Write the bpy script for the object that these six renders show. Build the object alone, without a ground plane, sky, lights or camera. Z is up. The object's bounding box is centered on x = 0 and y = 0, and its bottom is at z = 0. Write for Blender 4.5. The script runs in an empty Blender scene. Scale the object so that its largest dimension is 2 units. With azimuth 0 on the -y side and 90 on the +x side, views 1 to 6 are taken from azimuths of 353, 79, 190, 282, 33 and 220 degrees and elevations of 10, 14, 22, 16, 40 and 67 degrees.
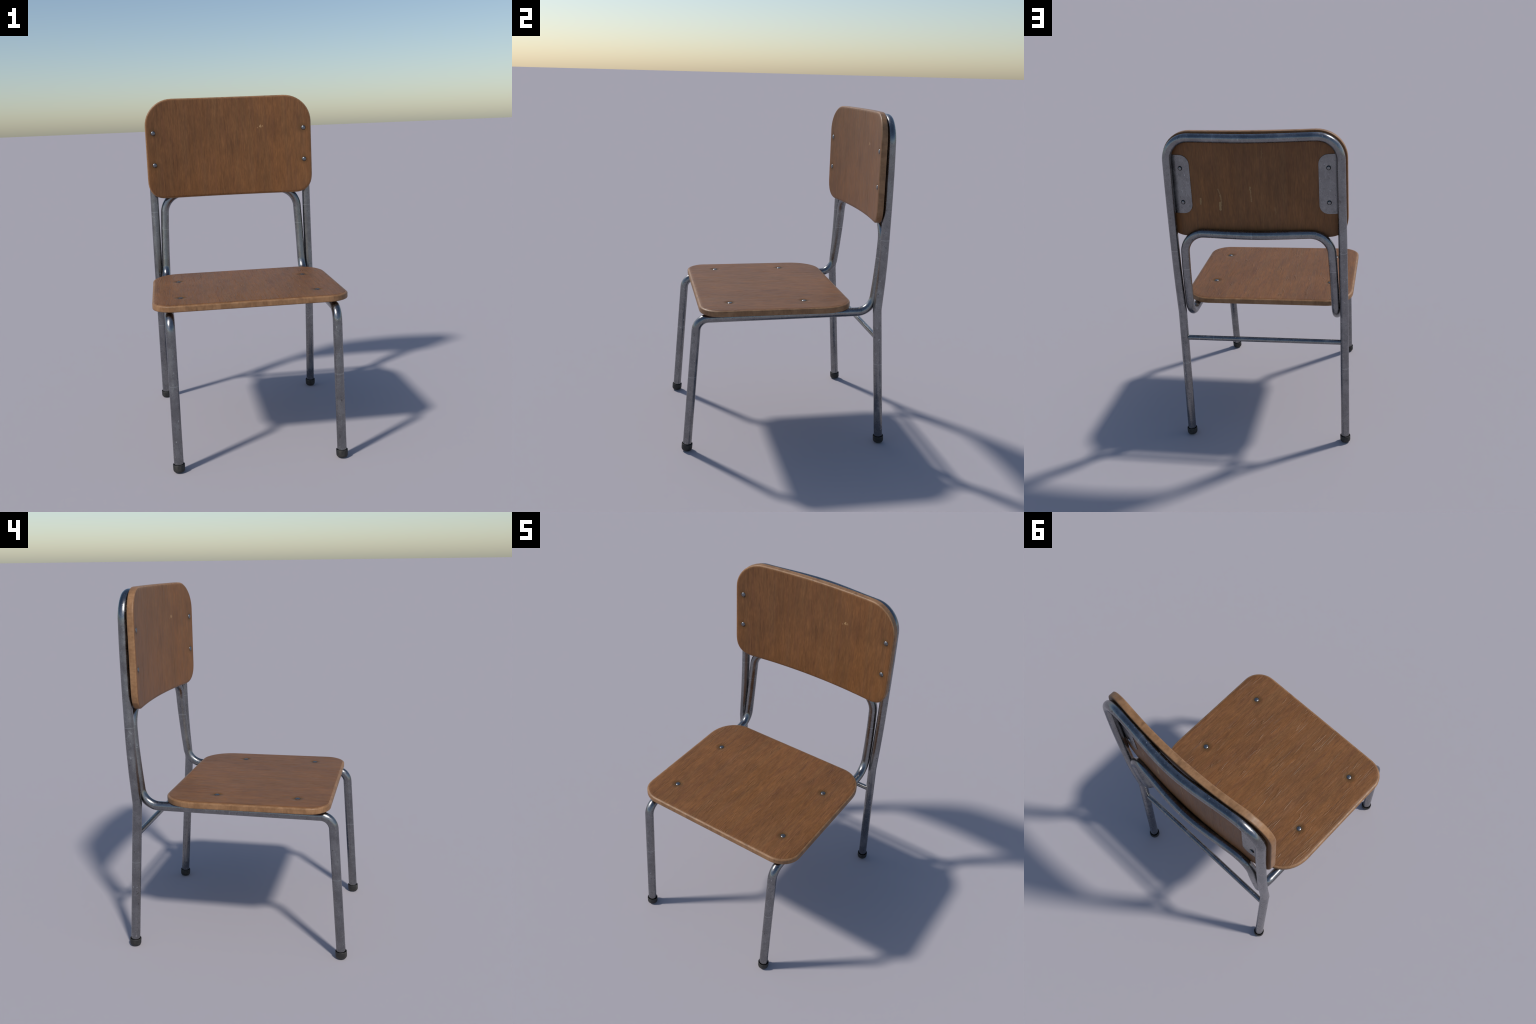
"""A worn school chair: two bent steel tubes, a plywood seat and a curved plywood backrest.

Frame: metres, z up, the sitter faces -y.  Every part is described by a profile,
a spine or an outline and a few sizes; nothing is loaded.
"""
import math
import bpy
import bmesh
from mathutils import Vector, Matrix

# ----------------------------------------------------------------- sizes
TUBE_R = 0.0258            # big tubes
ROD_R = 0.0156             # stretcher rod
SEAT_TOP, SEAT_BOTTOM = 0.8912, 0.8545
BACK_THICK = 0.0380


def hollow(x, ends, depth, half):
    """Bend of the cross bars: flat at the ends, deepest in the middle (cosine)."""
    return ends + depth * math.cos(min(abs(x), half) * math.pi / (2 * half)) ** 2


def back_front_y(x):       # front face of the bent backrest
    return 0.5256 - 0.166 * x * x


# =================================================================== nodes
class Nodes:
    """Small helper that keeps shader graphs readable."""

    def __init__(self, name):
        self.mat = bpy.data.materials.new(name)
        self.mat.use_nodes = True
        self.t = self.mat.node_tree
        self.bsdf = next(n for n in self.t.nodes if n.type == 'BSDF_PRINCIPLED')
        tc = self.t.nodes.new('ShaderNodeTexCoord')
        self.obj = tc.outputs['Object']
        sep = self.t.nodes.new('ShaderNodeSeparateXYZ')
        self.t.links.new(self.obj, sep.inputs[0])
        self.x, self.y, self.z = sep.outputs

    def put(self, sock, v):
        if isinstance(v, bpy.types.NodeSocket):
            self.t.links.new(v, sock)
        else:
            sock.default_value = v

    def math(self, op, a, b=0.0, c=0.0, clamp=False):
        n = self.t.nodes.new('ShaderNodeMath')
        n.operation = op
        n.use_clamp = clamp
        for s, v in zip(n.inputs, (a, b, c)):
            self.put(s, v)
        return n.outputs[0]

    def add(self, a, b): return self.math('ADD', a, b)
    def sub(self, a, b): return self.math('SUBTRACT', a, b)
    def mul(self, a, b): return self.math('MULTIPLY', a, b)
    def mx(self, a, b): return self.math('MAXIMUM', a, b)
    def less(self, a, b): return self.math('LESS_THAN', a, b)
    def more(self, a, b): return self.math('GREATER_THAN', a, b)

    def step(self, v, lo, hi, to_lo=0.0, to_hi=1.0):
        n = self.t.nodes.new('ShaderNodeMapRange')
        n.interpolation_type = 'SMOOTHSTEP'
        self.put(n.inputs['Value'], v)
        n.inputs['From Min'].default_value = lo
        n.inputs['From Max'].default_value = hi
        n.inputs['To Min'].default_value = to_lo
        n.inputs['To Max'].default_value = to_hi
        return n.outputs[0]

    def stretch(self, sx, sy, sz, off=(0, 0, 0), src=None):
        n = self.t.nodes.new('ShaderNodeMapping')
        self.put(n.inputs['Vector'], src or self.obj)
        n.inputs['Scale'].default_value = (sx, sy, sz)
        n.inputs['Location'].default_value = off
        return n.outputs[0]

    def noise(self, vec, scale, detail=2.0, rough=0.5, distort=0.0):
        n = self.t.nodes.new('ShaderNodeTexNoise')
        self.put(n.inputs['Vector'], vec)
        n.inputs['Scale'].default_value = scale
        n.inputs['Detail'].default_value = detail
        n.inputs['Roughness'].default_value = rough
        n.inputs['Distortion'].default_value = distort
        return n.outputs['Fac']

    def mix(self, fac, a, b, mode='MIX'):
        n = self.t.nodes.new('ShaderNodeMix')
        n.data_type = 'RGBA'
        n.blend_type = mode
        for s, v in ((n.inputs[0], fac), (n.inputs[6], a), (n.inputs[7], b)):
            if isinstance(v, tuple) and len(v) == 3:
                v = (*v, 1.0)
            self.put(s, v)
        return n.outputs[2]

    def scale_colour(self, col, v):
        n = self.t.nodes.new('ShaderNodeVectorMath')
        n.operation = 'SCALE'
        self.put(n.inputs[0], col)
        self.put(n.inputs['Scale'], v)
        return n.outputs[0]

    def capsule(self, u, w, a, b, r, soft):
        """1 inside a stroke from a to b (coordinates u, w), fading over soft."""
        dx, dz = b[0] - a[0], b[1] - a[1]
        ll = dx * dx + dz * dz
        pu, pw = self.sub(u, a[0]), self.sub(w, a[1])
        h = self.math('DIVIDE', self.add(self.mul(pu, dx), self.mul(pw, dz)), ll, clamp=True)
        qu = self.sub(pu, self.mul(h, dx))
        qw = self.sub(pw, self.mul(h, dz))
        d = self.math('SQRT', self.add(self.mul(qu, qu), self.mul(qw, qw)))
        return self.step(d, r - soft, r + soft, 1.0, 0.0)

    def bump(self, height, strength, dist, normal=None):
        n = self.t.nodes.new('ShaderNodeBump')
        n.inputs['Strength'].default_value = strength
        n.inputs['Distance'].default_value = dist
        self.put(n.inputs['Height'], height)
        if normal is not None:
            self.put(n.inputs['Normal'], normal)
        return n.outputs[0]

    def out(self, **kw):
        names = dict(color='Base Color', rough='Roughness', metal='Metallic', normal='Normal',
                     spec='Specular IOR Level', coat='Coat Weight', coat_rough='Coat Roughness')
        for k, v in kw.items():
            if isinstance(v, tuple) and len(v) == 3:
                v = (*v, 1.0)
            self.put(self.bsdf.inputs[names[k]], v)
        return self.mat


# ================================================================ materials
def veneer(name, along, marks=None):
    """Varnished brown veneer; the grain runs along axis 'y' or 'z'."""
    n = Nodes(name)
    k = {'y': (1, .045, 1), 'z': (1, 1, .045)}[along]
    g = n.stretch(*k)
    # slow wander of the grain lines so that they are not ruler straight
    wob = n.sub(n.noise(n.stretch(*{'y': (2.5, 2.2, 2.5), 'z': (2.5, 2.5, 2.2)}[along]), 1.6, 2.0), .5)
    comb = n.t.nodes.new('ShaderNodeCombineXYZ')
    n.put(comb.inputs[0], n.mul(wob, .014))
    shifted = n.t.nodes.new('ShaderNodeVectorMath')
    n.put(shifted.inputs[0], g)
    n.put(shifted.inputs[1], comb.outputs[0])
    g = shifted.outputs[0]

    broad = n.noise(g, 20.0, 4.0, .62)
    patch = n.noise(n.stretch(*{'y': (1, .45, 1), 'z': (1, 1, .45)}[along]), 4.0, 2.0, .5)
    fibre = n.noise(n.stretch(*{'y': (1, .085, 1), 'z': (1, 1, .07)}[along], off=(.7, .2, .9)), 125.0, 4.0, .62)
    fine = n.noise(n.stretch(*{'y': (1, .10, 1), 'z': (1, 1, .09)}[along]), 290.0, 2.0, .6)
    pore = n.step(n.noise(n.stretch(*{'y': (1, .06, 1), 'z': (1, 1, .06)}[along], off=(3.1, 1.7, .4)),
                          95.0, 2.0, .5), .60, .70)
    col = n.mix(n.step(broad, .34, .66), (.179, .0745, .0258), (.200, .0868, .0306))
    col = n.mix(n.step(patch, .40, .64, 0, .75), col, (.208, .0850, .0255))
    tint = n.noise(g, 30.0, 2.0, .5)
    col = n.mix(n.step(tint, .45, .70, 0, .28), col, (.172, .0890, .0365))
    col = n.mix(n.step(n.noise(n.stretch(*{'y': (1, .07, 1), 'z': (1, 1, .06)}[along]), 70.0, 3.0), .5, .70, 0, .36), col, (.156, .0625, .0290))
    col = n.scale_colour(col, n.step(fibre, .25, .75, .88, 1.11))
    col = n.scale_colour(col, n.step(fine, .3, .7, .87, 1.12))
    blotch = n.noise(n.stretch(*{'y': (1, .4, 1), 'z': (1, 1, .4)}[along], off=(6, 6, 1)), 26.0, 4.0, .65)
    col = n.scale_colour(col, n.step(blotch, .3, .7, .91, 1.08))
    shade = n.noise(n.stretch(*{'y': (1, .6, 1), 'z': (1, 1, .6)}[along], off=(2, 8, 5)), 5.5, 3.0, .55)
    col = n.scale_colour(col, n.step(shade, .32, .68, .92, 1.07))
    groove = n.step(n.math('ABSOLUTE', n.sub(n.noise(n.stretch(*{'y': (1, .055, 1), 'z': (1, 1, .05)}[along], off=(4, 1, 7)),
                                                     26.0, 2.0, .5), .5)), .0, .022, 1.0, 0.0)
    groove = n.mul(groove, n.step(n.noise(n.stretch(*{'y': (1.3, .5, 1), 'z': (1.3, 1, .5)}[along], off=(7, 7, 2)), 9.0, 1.0), .48, .62))
    col = n.scale_colour(col, n.sub(1.0, n.mul(groove, .13)))
    col = n.scale_colour(col, n.sub(1.0, n.mul(pore, .07)))

    # checks: thin wavy splits that follow the grain, here and there
    line = n.noise(n.stretch(*{'y': (1, .11, 1), 'z': (1, 1, .05)}[along], off=(7.3, 2.9, 5.5)), 31.0 if along == 'y' else 19.0, 2.0, .4)
    near = n.math('ABSOLUTE', n.sub(line, .5))
    where = n.step(n.noise(n.stretch(*{'y': (1.6, .55, 1), 'z': (1.6, 1, .55)}[along], off=(1.2, 8.8, 3.0)), 11.0, 1.0), .55, .63)
    check = n.mul(n.step(near, .0, .030 if along == 'y' else .014, 1.0, 0.0), where)
    col = n.scale_colour(col, n.sub(1.0, n.mul(check, .05 if along == 'y' else .06)))
    ridge = n.noise(n.stretch(*{'y': (1, .12, 1), 'z': (1, 1, .08)}[along], off=(9, 3, 4)), 70.0, 3.0, .6)
    height = n.add(n.add(n.mul(fibre, .5), n.mul(fine, .28)), n.mul(ridge, .9 if along == 'y' else .4))
    height = n.sub(n.sub(height, n.mul(pore, .10)), n.mul(groove, .45 if along == 'y' else .15))
    height = n.add(height, n.mul(check, 1.05 if along == 'y' else .3))
    spec = .30
    if marks:
        col, height, halo = marks(n, col, height)
        spec = n.math('MULTIPLY_ADD', halo, -.25, .30)
    rough = n.add(n.step(fibre, .3, .7, .42, .52), n.mul(pore, .06))
    return n.out(color=col, rough=rough, spec=spec,
                 normal=n.bump(height, .55 if along == 'y' else .40, .0024))


def painted_bolt_shade(n, col, u, w, spots, side=None):
    """Dark ring and wider halo round each bolt: contact shade painted into the veneer."""
    wob = n.mul(n.sub(n.noise(n.obj, 60.0, 2.0), .5), .010)
    ring = halo = None
    for a, b in spots:
        du, dw = n.sub(u, a), n.sub(w, b)
        d = n.math('SQRT', n.add(n.mul(du, du), n.mul(dw, dw)))
        r = n.step(d, .0132, .0195, 1.0, 0.0)
        h = n.step(n.add(d, wob), .012, .043, 1.0, 0.0)
        ring, halo = (r, h) if ring is None else (n.mx(ring, r), n.mx(halo, h))
    if side is not None:
        ring, halo = n.mul(ring, side), n.mul(halo, side)
    col = n.mix(n.mul(halo, .62), col, (.078, .052, .026))
    return n.mix(n.mul(ring, .75), col, (.030, .024, .018)), ring, halo


def seat_marks(n, col, height):
    col, ring, halo = painted_bolt_shade(n, col, n.math('ABSOLUTE', n.x), n.y, [(.3825, -.3365), (.3825, .1088)])
    return col, n.sub(height, n.mul(halo, 3.0)), halo


def backrest_marks(n, col, height):
    """Chips where the varnish is gone: five strokes on the back, one dent in front."""
    wu = n.mul(n.sub(n.noise(n.obj, 75.0, 3.0, .6), .5), .020)
    u, w = n.add(n.x, wu), n.add(n.z, n.mul(wu, .8))
    geo = n.t.nodes.new('ShaderNodeSeparateXYZ')
    n.put(geo.inputs[0], n.t.nodes.new('ShaderNodeNewGeometry').outputs['Normal'])
    rear = n.more(geo.outputs[1], .3)
    front = n.less(geo.outputs[1], -.3)
    col, _, halo = painted_bolt_shade(n, col, n.math('ABSOLUTE', n.x), n.z, [(.4855, 1.7865), (.4855, 1.5835)], n.mul(front, .6))
    strokes = [((.319, 1.604), (.321, 1.571), .0042, .85), ((.208, 1.662), (.197, 1.626), .0026, .55),
               ((.200, 1.628), (.195, 1.616), .0034, .75), ((.195, 1.616), (.196, 1.568), .0030, .6),
               ((.202, 1.585), (.203, 1.540), .0042, .95), ((.019, 1.677), (.019, 1.666), .0040, .75),
               ((.018, 1.660), (.015, 1.594), .0024, .75), ((-.120, 1.557), (-.121, 1.514), .0020, .30),
               ((-.060, 1.905), (-.057, 1.848), .0020, .25)]
    m = None
    for a, b, r, s in strokes:
        c = n.mul(n.capsule(u, w, a, b, r * 1.3, .0018), s)
        m = c if m is None else n.mx(m, c)
    m = n.mul(m, rear)
    col = n.mix(m, col, (.330, .200, .0850))
    d = None
    for a, b, r, s in [((.206, 1.811), (.203, 1.803), .0034, 1.), ((.208, 1.812), (.211, 1.801), .0034, 1.),
                       ((.220, 1.808), (.222, 1.802), .0026, .6), ((.188, 1.798), (.187, 1.794), .0026, .45)]:
        c = n.mul(n.capsule(u, w, a, b, r, .0018), s)
        d = c if d is None else n.mx(d, c)
    d = n.mul(d, front)
    col = n.mix(d, col, (.400, .235, .1050))
    return col, n.sub(height, n.mul(n.mx(d, m), 1.2)), halo


def plywood_edge(name, across):
    """Sanded plywood edge, paler than the faces, with the end grain across it."""
    n = Nodes(name)
    k = {'z': (1, 1, .30), 'y': (1, .30, 1)}[across]
    cell = n.noise(n.stretch(*k), 95.0, 3.0, .6)
    band = n.noise(n.stretch(1, 1, 1), 19.0, 3.0, .6)
    knot = n.step(n.noise(n.stretch(*k, off=(2.2, 4.4, 1.0)), 24.0, 2.0), .63, .74)
    col = n.mix(n.step(band, .35, .65), (.225, .1120, .0460), (.305, .1600, .0720))
    col = n.scale_colour(col, n.step(cell, .25, .75, .88, 1.11))
    col = n.mix(n.mul(knot, .55), col, (.125, .0590, .0240))
    return n.out(color=col, rough=n.step(cell, .3, .7, .42, .54), spec=.42,
                 normal=n.bump(n.sub(cell, n.mul(knot, .4)), .25, .0018))


def plain_steel(name):
    """Dull zinc-plated steel: grey, cloudy, with specks, pits and grip rings."""
    n = Nodes(name)
    cloud = n.noise(n.obj, 13.0, 5.0, .68)
    wear = n.step(n.noise(n.stretch(1, 1, .6, off=(3, 3, 8)), 7.0, 5.0, .62), .52, .66)
    scuff = n.mul(n.step(n.noise(n.stretch(1, 1, 1, off=(1, 5, 5)), 55.0, 4.0, .7, 1.2), .56, .68), wear)
    grit = n.noise(n.obj, 150.0, 3.0, .6)
    stain = n.step(n.noise(n.stretch(1, 1, 1, off=(4, 9, 2)), 40.0, 4.0, .65), .58, .70)
    pit = n.step(n.noise(n.stretch(1, 1, .7, off=(8, 1, 6)), 70.0, 2.0, .5), .68, .75)
    fleck = n.step(n.noise(n.stretch(1, 1, .6, off=(2, 7, 3)), 75.0, 3.0, .6), .645, .73)
    streak = n.step(n.noise(n.stretch(9, 9, .8, off=(5, 5, 0)), 9.0, 3.0, .6), .60, .76)
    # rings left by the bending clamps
    az, ax, = n.z, n.math('ABSOLUTE', n.x)

    def ring(coord, at, *conds):
        m = n.step(n.math('ABSOLUTE', n.sub(coord, at)), .0010, .0026, 1.0, 0.0)
        for c in conds:
            m = n.mul(m, c)
        return m
    rings = ring(az, .469, n.less(n.y, -.4))
    rings = n.mx(rings, ring(az, 1.1615, n.less(ax, .476)))
    rings = n.mx(rings, ring(az, 1.279, n.more(ax, .4765), n.more(n.y, .5)))
    rings = n.mx(rings, ring(az, .517, n.more(n.y, .5)))
    rings = n.mx(rings, ring(n.x, .209, n.more(az, 1.92)))
    rings = n.mx(rings, ring(n.x, .316, n.less(az, .74), n.more(n.y, .5)))
    rings = n.mx(rings, ring(n.x, .02, n.less(az, 1.43), n.more(az, 1.36)))

    col = n.mix(n.step(cloud, .3, .7), (.205, .207, .212), (.272, .274, .280))
    col = n.scale_colour(col, n.step(grit, .3, .7, .93, 1.07))
    col = n.mix(n.mul(wear, .22), col, (.36, .365, .37))
    col = n.mix(n.mul(scuff, .45), col, (.56, .57, .58))
    col = n.mix(n.mul(streak, .25), col, (.40, .41, .42))
    col = n.mix(n.mul(fleck, .60), col, (.52, .53, .54))
    col = n.mix(n.mul(stain, .36), col, (.135, .132, .135))
    col = n.mix(n.mul(pit, .60), col, (.075, .070, .068))
    col = n.mix(n.mul(rings, .45), col, (.50, .53, .54))
    rough = n.step(cloud, .28, .72, .19, .31)
    rough = n.add(rough, n.mul(n.mx(n.mx(n.mx(fleck, scuff), stain), n.mul(n.mx(streak, wear), .5)), .22))
    h = n.sub(n.mul(grit, .45), n.mul(pit, .9))
    h = n.add(h, n.mul(rings, 1.2))
    return n.out(color=col, metal=1.0, rough=rough, normal=n.bump(h, .045, .0015))


def bolt_steel(name):
    n = Nodes(name)
    cloud = n.noise(n.obj, 240.0, 2.0, .6)
    col = n.mix(n.step(cloud, .35, .7), (.17, .175, .185), (.27, .275, .285))
    return n.out(color=col, metal=1.0, rough=n.step(cloud, .3, .7, .30, .44))


def black_rubber(name):
    n = Nodes(name)
    dust = n.noise(n.obj, 45.0, 3.0, .6)
    col = n.mix(n.step(dust, .40, .72), (.0210, .0205, .0200), (.046, .043, .038))
    return n.out(color=col, rough=n.step(dust, .3, .7, .48, .66), spec=.4,
                 normal=n.bump(dust, .15, .001))


# ================================================================ geometry
ROOT = None


def make_object(name, bm_or_mesh, mats, parent):
    me = bm_or_mesh
    if isinstance(me, bmesh.types.BMesh):
        me = bpy.data.meshes.new(name)
        bm_or_mesh.normal_update()
        bm_or_mesh.to_mesh(me)
        bm_or_mesh.free()
    if not me.materials:
        for m in mats:
            me.materials.append(m)
    ob = bpy.data.objects.new(name, me)
    bpy.context.scene.collection.objects.link(ob)
    ob.parent = parent
    return ob


def filleted(points, seg=10):
    """Polyline -> dense path; each point is (position, bend radius)."""
    pts = [Vector(p) for p, _ in points]
    out = [pts[0]]
    for i in range(1, len(pts) - 1):
        p, r = pts[i], points[i][1]
        a, b = (pts[i - 1] - p).normalized(), (pts[i + 1] - p).normalized()
        half = a.angle(b) / 2
        if r <= 0 or half > math.radians(89.7):
            out.append(p)
            continue
        t = r / math.tan(half)
        centre = p + (a + b).normalized() * (r / math.sin(half))
        s, e = p + a * t - centre, p + b * t - centre
        ang = s.angle(e)
        axis = s.cross(e).normalized()
        k = max(2, int(seg * ang / (math.pi / 2)))
        for j in range(k + 1):
            out.append(centre + Matrix.Rotation(ang * j / k, 3, axis) @ s)
    out.append(pts[-1])
    return out


def smooth_curve(points, per=6):
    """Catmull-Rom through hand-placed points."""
    P = [Vector(p) for p in points]
    P = [2 * P[0] - P[1]] + P + [2 * P[-1] - P[-2]]
    out = []
    for i in range(1, len(P) - 2):
        for j in range(per):
            t = j / per
            a, b, c, d = P[i - 1:i + 3]
            out.append(.5 * (2 * b + (c - a) * t + (2 * a - 5 * b + 4 * c - d) * t * t
                             + (3 * b - a - 3 * c + d) * t ** 3))
    out.append(P[-2])
    return out


def tube_rings(path, radius, sides=20):
    """Rings of (position, normal) along a path, without twist."""
    path = [p for i, p in enumerate(path) if i == 0 or (p - path[i - 1]).length > 1e-5]
    tang = []
    for i in range(len(path)):
        a, b = path[max(i - 1, 0)], path[min(i + 1, len(path) - 1)]
        tang.append((b - a).normalized())
    ref = Vector((1, 0, 0)) if abs(tang[0].x) < .8 else Vector((0, 0, 1))
    side = (ref - tang[0] * ref.dot(tang[0])).normalized()
    rings = []
    for i, (p, t) in enumerate(zip(path, tang)):
        if i:
            side = tang[i - 1].rotation_difference(t) @ side
            side = (side - t * side.dot(t)).normalized()
        up = t.cross(side)
        ring = []
        for j in range(sides):
            a = 2 * math.pi * j / sides
            nrm = side * math.cos(a) + up * math.sin(a)
            ring.append((p + nrm * radius, nrm))
        rings.append(ring)
    return rings


def tube_object(name, rings, mat, parent, close_start=False, close_end=False):
    sides = len(rings[0])
    verts = [v for r in rings for v, _ in r]
    norms = [nn for r in rings for _, nn in r]
    faces = []
    for i in range(len(rings) - 1):
        for j in range(sides):
            k = (j + 1) % sides
            faces.append((i * sides + j, i * sides + k, (i + 1) * sides + k, (i + 1) * sides + j))
    me = bpy.data.meshes.new(name)
    if close_start:
        faces.append(tuple(reversed(range(sides))))
    if close_end:
        faces.append(tuple((len(rings) - 1) * sides + j for j in range(sides)))
    me.from_pydata(verts, [], faces)
    me.validate()
    me.polygons.foreach_set('use_smooth', [True] * len(me.polygons))
    me.normals_split_custom_set_from_vertices(norms)
    return make_object(name, me, [mat], parent)


def split_at(rings, z):
    """Index of the ring that stands closest to height z on the rising side."""
    mids = [sum((v for v, _ in r), Vector()) / len(r) for r in rings]
    half = len(mids) // 2
    lo = min(range(half), key=lambda i: abs(mids[i].z - z))
    hi = min(range(half, len(mids)), key=lambda i: abs(mids[i].z - z))
    return lo, hi


def rounded_outline(corners, seg=9):
    """Closed outline; corners are (x, y, rx, ry, power) counter-clockwise; power 2 is an ellipse, more is squarer."""
    out = []
    for cx, cy, rx, ry, power in corners:
        sx, sy = math.copysign(1, cx), math.copysign(1, cy)
        start = {(1, -1): -90, (1, 1): 0, (-1, 1): 90, (-1, -1): 180}[(sx, sy)]
        ox, oy = cx - sx * rx, cy - sy * ry
        for j in range(seg + 1):
            a = math.radians(start + 90 * j / seg)
            c, q = math.cos(a), math.sin(a)
            k = (abs(c) ** power + abs(q) ** power) ** (-1 / power)
            out.append(Vector((ox + rx * c * k, oy + ry * q * k)))
    return out


def inset(outline, d):
    n = len(outline)
    res = []
    for i in range(n):
        t = (outline[(i + 1) % n] - outline[i - 1]).normalized()
        res.append(outline[i] + Vector((-t.y, t.x)) * d)
    return res


def board(outline, thick, round_top, round_bottom, edge_from, ease=None):
    """Flat board lying in u,v with its good face at w = 0 and its back at w = -thick.

    Faces steeper than edge_from get material 1 (the edge), the others 0.
    """
    prof = []                                   # (inset, w)
    steps = 5
    for j in range(steps + 1):
        a = math.radians(90 * j / steps)
        prof.append(((ease or round_top) * (1 - math.sin(a)), -round_top * (1 - math.cos(a))))
    for j in range(steps + 1):
        a = math.radians(90 * j / steps)
        prof.append((round_bottom * (1 - math.cos(a)), -thick + round_bottom * (1 - math.sin(a))))
    bm = bmesh.new()
    loops = []
    for d, w in prof:
        loops.append([bm.verts.new((p.x, p.y, w)) for p in inset(outline, d)])
    n = len(outline)
    for i in range(len(loops) - 1):
        for j in range(n):
            k = (j + 1) % n
            f = bm.faces.new((loops[i][j], loops[i + 1][j], loops[i + 1][k], loops[i][k]))
            dw = abs(prof[i + 1][1] - prof[i][1])
            dd = abs(prof[i + 1][0] - prof[i][0])
            f.material_index = 1 if math.degrees(math.atan2(dw, dd)) > edge_from else 0
    bm.faces.new(loops[0])
    bm.faces.new(list(reversed(loops[-1])))
    bmesh.ops.recalc_face_normals(bm, faces=bm.faces)
    for f in bm.faces:
        f.smooth = True
    return bm


def slice_x(bm, lo, hi, count):
    for i in range(1, count):
        x = lo + (hi - lo) * i / count
        geom = bm.verts[:] + bm.edges[:] + bm.faces[:]
        bmesh.ops.bisect_plane(bm, geom=geom, dist=1e-5, plane_co=(x, 0, 0), plane_no=(1, 0, 0))


def weighted(ob):
    m = ob.modifiers.new('normals', 'WEIGHTED_NORMAL')
    m.weight = 80
    m.keep_sharp = True
    return ob


def lathe(profile, seg):
    """Turn (radius, height) pairs about z."""
    bm = bmesh.new()
    rings = []
    for r, h in profile:
        if r < 1e-6:
            rings.append([bm.verts.new((0, 0, h))])
        else:
            rings.append([bm.verts.new((r * math.cos(2 * math.pi * j / seg), r * math.sin(2 * math.pi * j / seg), h))
                          for j in range(seg)])
    for a, b in zip(rings, rings[1:]):
        for j in range(seg):
            k = (j + 1) % seg
            if len(a) == 1:
                bm.faces.new((a[0], b[k], b[j]))
            elif len(b) == 1:
                bm.faces.new((a[j], a[k], b[0]))
            else:
                bm.faces.new((a[j], a[k], b[k], b[j]))
    bmesh.ops.recalc_face_normals(bm, faces=bm.faces)
    for f in bm.faces:
        f.smooth = True
    return bm


def empty(name, parent=None):
    ob = bpy.data.objects.new(name, None)
    bpy.context.scene.collection.objects.link(ob)
    ob.parent = parent
    return ob


def place(ob, at, toward):
    """Stand a lathed part at a point with its axis along a direction."""
    ob.rotation_mode = 'QUATERNION'
    ob.rotation_quaternion = Vector(toward).to_track_quat('Z', 'Y')
    ob.location = at


# ==================================================================== build
steel = plain_steel('worn_zinc_steel')
bolt_mat = bolt_steel('bolt_steel')
rubber = black_rubber('black_rubber')
dark_reflection = black_rubber('rivet_dark_reflection')
seat_face = veneer('seat_veneer', 'y', seat_marks)
back_face = veneer('backrest_veneer', 'z', backrest_marks)
seat_edge = plywood_edge('seat_plywood_edge', 'z')
back_edge = plywood_edge('backrest_plywood_edge', 'y')

chair = empty('school_chair')
chair['label'] = 'worn school chair with bent steel tube frame and brown plywood'
chair['category'] = 'school chair'
frame = empty('frame', chair)


def mirrored(half):
    """Half a path (right side, ending near x = 0) -> the whole path from right to left."""
    return half + [Vector((-p.x, p.y, p.z)) for p in reversed(half)]


def arched_bar(leg_top, corner, radius, bow, count=9):
    """Upright -> rounded corner -> cross bar that bows backwards: y = bow(x)."""
    pts = filleted([(leg_top, 0), (corner, radius), ((0.02, corner[1], corner[2]), 0)], seg=14)
    flat = []
    for p in pts[:-1]:
        flat.append(p)
    x0 = flat[-1].x
    for j in range(1, count + 1):
        flat.append(Vector((x0 * (1 - j / count), corner[1], corner[2])))
    base = bow(corner[0])
    shaped = []
    for p in flat:
        f = min(1.0, max(0.0, (p.z - leg_top[2]) / (corner[2] - leg_top[2])))
        y = leg_top[1] * (1 - f) + bow(p.x) * f
        shaped.append(Vector((p.x, y, p.z)))
    return shaped


# --- tube one: rear legs and the bow behind the backrest -------------------
rear_foot = Vector((.5028, .5845, .008))
rear_knee = Vector((.5035, .5262, .856))
lower = filleted([(rear_foot, 0), (rear_foot.lerp(rear_knee, .5), 0), (rear_foot.lerp(rear_knee, .93), 0), (rear_knee, .10),
                  ((.5035, .5385, 1.030), 0)], seg=30)
upper = smooth_curve([(.5035, .5385, 1.030), (.5032, .5452, 1.180), (.5026, .5485, 1.350),
                      (.5016, .5510, 1.540), (.5008, .5513, 1.700), (.5000, .5495, 1.825)])
bow = arched_bar((.5000, .5495, 1.825), (.5000, .5570, 1.9650), .135, lambda x: hollow(x, .5570, .0370, .45) - .09 * max(0, abs(x) - .42), 16)
path = lower + upper[1:] + bow[1:]
rings = tube_rings(mirrored(path[:-1] + [path[-1]]), TUBE_R)
lo, hi = split_at(rings, rear_foot.lerp(rear_knee, .93).z)
tube_object('leg', rings[:lo + 1], steel, frame, close_start=True)
tube_object('back_bow', rings[lo:hi + 1], steel, frame)
tube_object('leg', rings[hi:], steel, frame, close_end=True)

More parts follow.
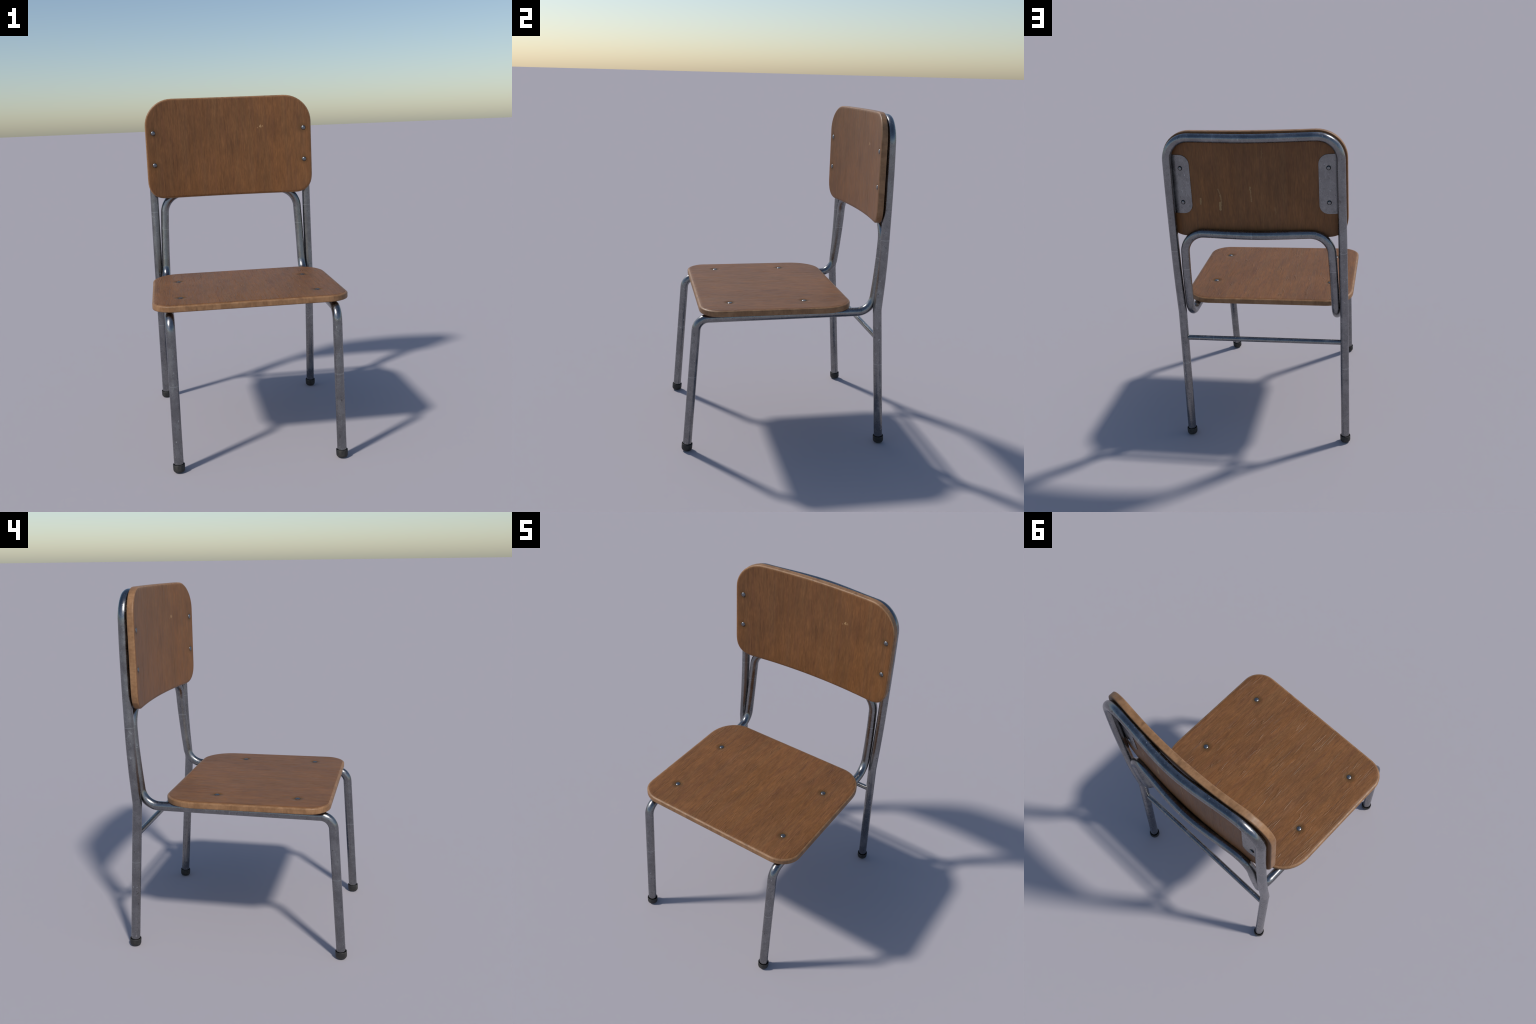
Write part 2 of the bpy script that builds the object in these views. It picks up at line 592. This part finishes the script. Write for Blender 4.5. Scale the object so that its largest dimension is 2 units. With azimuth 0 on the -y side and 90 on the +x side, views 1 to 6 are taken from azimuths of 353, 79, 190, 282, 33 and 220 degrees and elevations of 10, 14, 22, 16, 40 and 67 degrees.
# --- tube two: front legs, seat rails, uprights and the low cross bar ------
front_foot = Vector((.4458, -.5925, .008))
front_knee = Vector((.4485, -.5345, .8220))
back_bend = Vector((.4545, .5095, .8340))
rail_mid = front_knee.lerp(back_bend, .5)
lower = filleted([(front_foot, 0), (front_foot.lerp(front_knee, .5), 0), (front_foot.lerp(front_knee, .86), 0),
                  (front_knee, .072), (rail_mid, 0), (back_bend, .105), ((.4500, .5325, 1.030), 0)], seg=12)
upper = smooth_curve([(.4500, .5325, 1.030), (.4455, .5445, 1.160), (.4405, .5515, 1.262)])
bar = arched_bar((.4405, .5515, 1.262), (.4375, .5545, 1.3950), .128, lambda x: hollow(x, .5545, .0350, .45), 16)
path = lower + upper[1:] + bar[1:]
rings = tube_rings(mirrored(path), TUBE_R)
lo, hi = split_at(rings, front_foot.lerp(front_knee, .86).z)
tube_object('leg', rings[:lo + 1], steel, frame, close_start=True)
tube_object('seat_rail', rings[lo:hi + 1], steel, frame)
tube_object('leg', rings[hi:], steel, frame, close_end=True)

# --- stretcher rod between the rear legs -----------------------------------
rod = [Vector((.490 - .98 * i / 16, .5330, .6825)) for i in range(17)]
tube_object('stretcher_rod', tube_rings(rod, ROD_R, 16), steel, frame, True, True)

# --- rubber cups on the feet -------------------------------------------------
cap_profile = [(0, .0000), (.0215, .0000), (.0268, .0018), (.0300, .0060), (.0318, .0120), (.0323, .0390),
               (.0317, .0415), (.0302, .0423), (.0284, .0405), (.0278, .0370), (.0274, .0170), (0, .0165)]
cap_mesh = None
for foot, knee in ((rear_foot, rear_knee), (front_foot, front_knee)):
    for s in (1, -1):
        d = (knee - foot).normalized()
        if cap_mesh is None:
            cap = make_object('foot_cap', lathe(cap_profile, 32), [rubber], frame)
            cap_mesh = cap.data
        else:
            cap = make_object('foot_cap', cap_mesh, [], frame)
        base = foot - d * (foot.z / d.z)
        tilt = math.sqrt(max(0, 1 - d.z ** 2)) * .0235
        place(cap, (s * base.x, base.y, tilt), (s * d.x, d.y, d.z))

# --- seat ------------------------------------------------------------------------
seat_outline = rounded_outline([(.5375, -.5185, .128, .118, 2), (.5375, .3895, .165, .190, 2),
                                (-.5375, .3895, .165, .190, 2), (-.5375, -.5185, .128, .118, 2)], seg=12)
bm = board(seat_outline, SEAT_TOP - SEAT_BOTTOM, .0100, .0060, 14, ease=.0260)  # low edge angle: pale edge colour carried onto the bevel to paint its highlight
slice_x(bm, -.54, .54, 24)
for v in bm.verts:
    v.co.z += SEAT_TOP
seat = weighted(make_object('seat', bm, [seat_face, seat_edge], chair))

# --- backrest: a board cut to shape, then bent backwards ----------------------
back_outline = rounded_outline([(.5350, -.3160, .128, .135, 2.7), (.5350, .3160, .175, .170, 2),
                                (-.5350, .3160, .175, .170, 2), (-.5350, -.3160, .128, .135, 2.7)], seg=12)
bm = board(back_outline, BACK_THICK, .0090, .0050, 24, ease=.0170)
slice_x(bm, -.54, .54, 44)
for v in bm.verts:
    u, h, w = v.co
    v.co = (u, back_front_y(u) - w, 1.6840 + h)
bmesh.ops.recalc_face_normals(bm, faces=bm.faces)
backrest = weighted(make_object('backrest', bm, [back_face, back_edge], chair))

# --- bracket plates welded to the bow, under the backrest bolts ----------------
def plate_mesh(s):
    """Strap between tube and board: inner corners round, follows the bent board."""
    outline = []
    zc, half, x_in, x_out, r = 1.6860, .1755, .3725, .5020, .056
    cor = [(x_out, -half, 0), (x_out, half, 0), (x_in, half, r), (x_in, -half, r)]
    for x, h, rr in cor:
        if rr == 0:
            outline.append(Vector((x, h)))
            continue
        sy = math.copysign(1, h)
        for j in range(9):
            a = math.radians((90 if sy > 0 else 180) + 90 * j / 8)
            outline.append(Vector((x + rr + rr * math.cos(a), h - sy * rr + rr * math.sin(a))))
    bm = board(outline, .0042, .0012, .0005, 200)
    slice_x(bm, x_in, x_out, 8)
    for v in bm.verts:
        u, h, w = v.co
        v.co = (s * u, back_front_y(u) + BACK_THICK + .0038 + w, zc + h)
    bmesh.ops.recalc_face_normals(bm, faces=bm.faces)
    return bm


bolt_profile = [(.0136, -.0020), (.0134, .0002), (.0126, .0015), (.0110, .0030), (.0084, .0043), (.0046, .0051), (0, .0054)]
seat_bolt_profile = [(r, h * .62) for r, h in bolt_profile]
stud_profile = [(.0105, -.0010), (.0105, .0030), (.0098, .0052), (.0082, .0066), (.0060, .0071), (0, .0072)]
reflection_ring_profile = [(.0138, -.0010), (.0138, .0006), (.0130, .0010), (.0100, .0010), (.0100, -.0010)]  # dark reflection at the rivet dome's foot, modelled as a flat ring
bolt_data = {}
stud_data = reflection_ring_data = None
for s in (1, -1):
    plate = weighted(make_object('bracket_plate', plate_mesh(s), [steel], frame))
    for z in (1.7830, 1.5790):
        x = s * .4290
        slope = (back_front_y(x + .004) - back_front_y(x - .004)) / .008
        if stud_data is None:
            stud = make_object('rivet', lathe(stud_profile, 24), [steel], plate)
            stud_data = stud.data
        else:
            stud = make_object('rivet', stud_data, [], plate)
        if reflection_ring_data is None:
            reflection_ring = make_object('rivet_reflection_ring', lathe(reflection_ring_profile, 24), [dark_reflection], plate)
            reflection_ring_data = reflection_ring.data
        else:
            reflection_ring = make_object('rivet_reflection_ring', reflection_ring_data, [], plate)
        for ob in (stud, reflection_ring):
            place(ob, (x, back_front_y(x) + BACK_THICK + .0038, z), (-slope, 1, 0))

def add_bolt(parent, profile, at, toward):
    """Round-headed bolt; bolts on one board share one mesh."""
    if parent.name not in bolt_data:
        ob = make_object('bolt', lathe(profile, 24), [bolt_mat], parent)
        bolt_data[parent.name] = ob.data
    else:
        ob = make_object('bolt', bolt_data[parent.name], [], parent)
    place(ob, at, toward)


for s in (1, -1):
    for z in (1.7865, 1.5835):
        x = s * .4855
        slope = (back_front_y(x + .004) - back_front_y(x - .004)) / .008
        add_bolt(backrest, bolt_profile, (x, back_front_y(x) + .0004, z), (slope, -1, 0))
    for y in (-.3365, .1088):
        add_bolt(seat, seat_bolt_profile, (s * .3825, y, SEAT_TOP - .0006), (0, 0, 1))
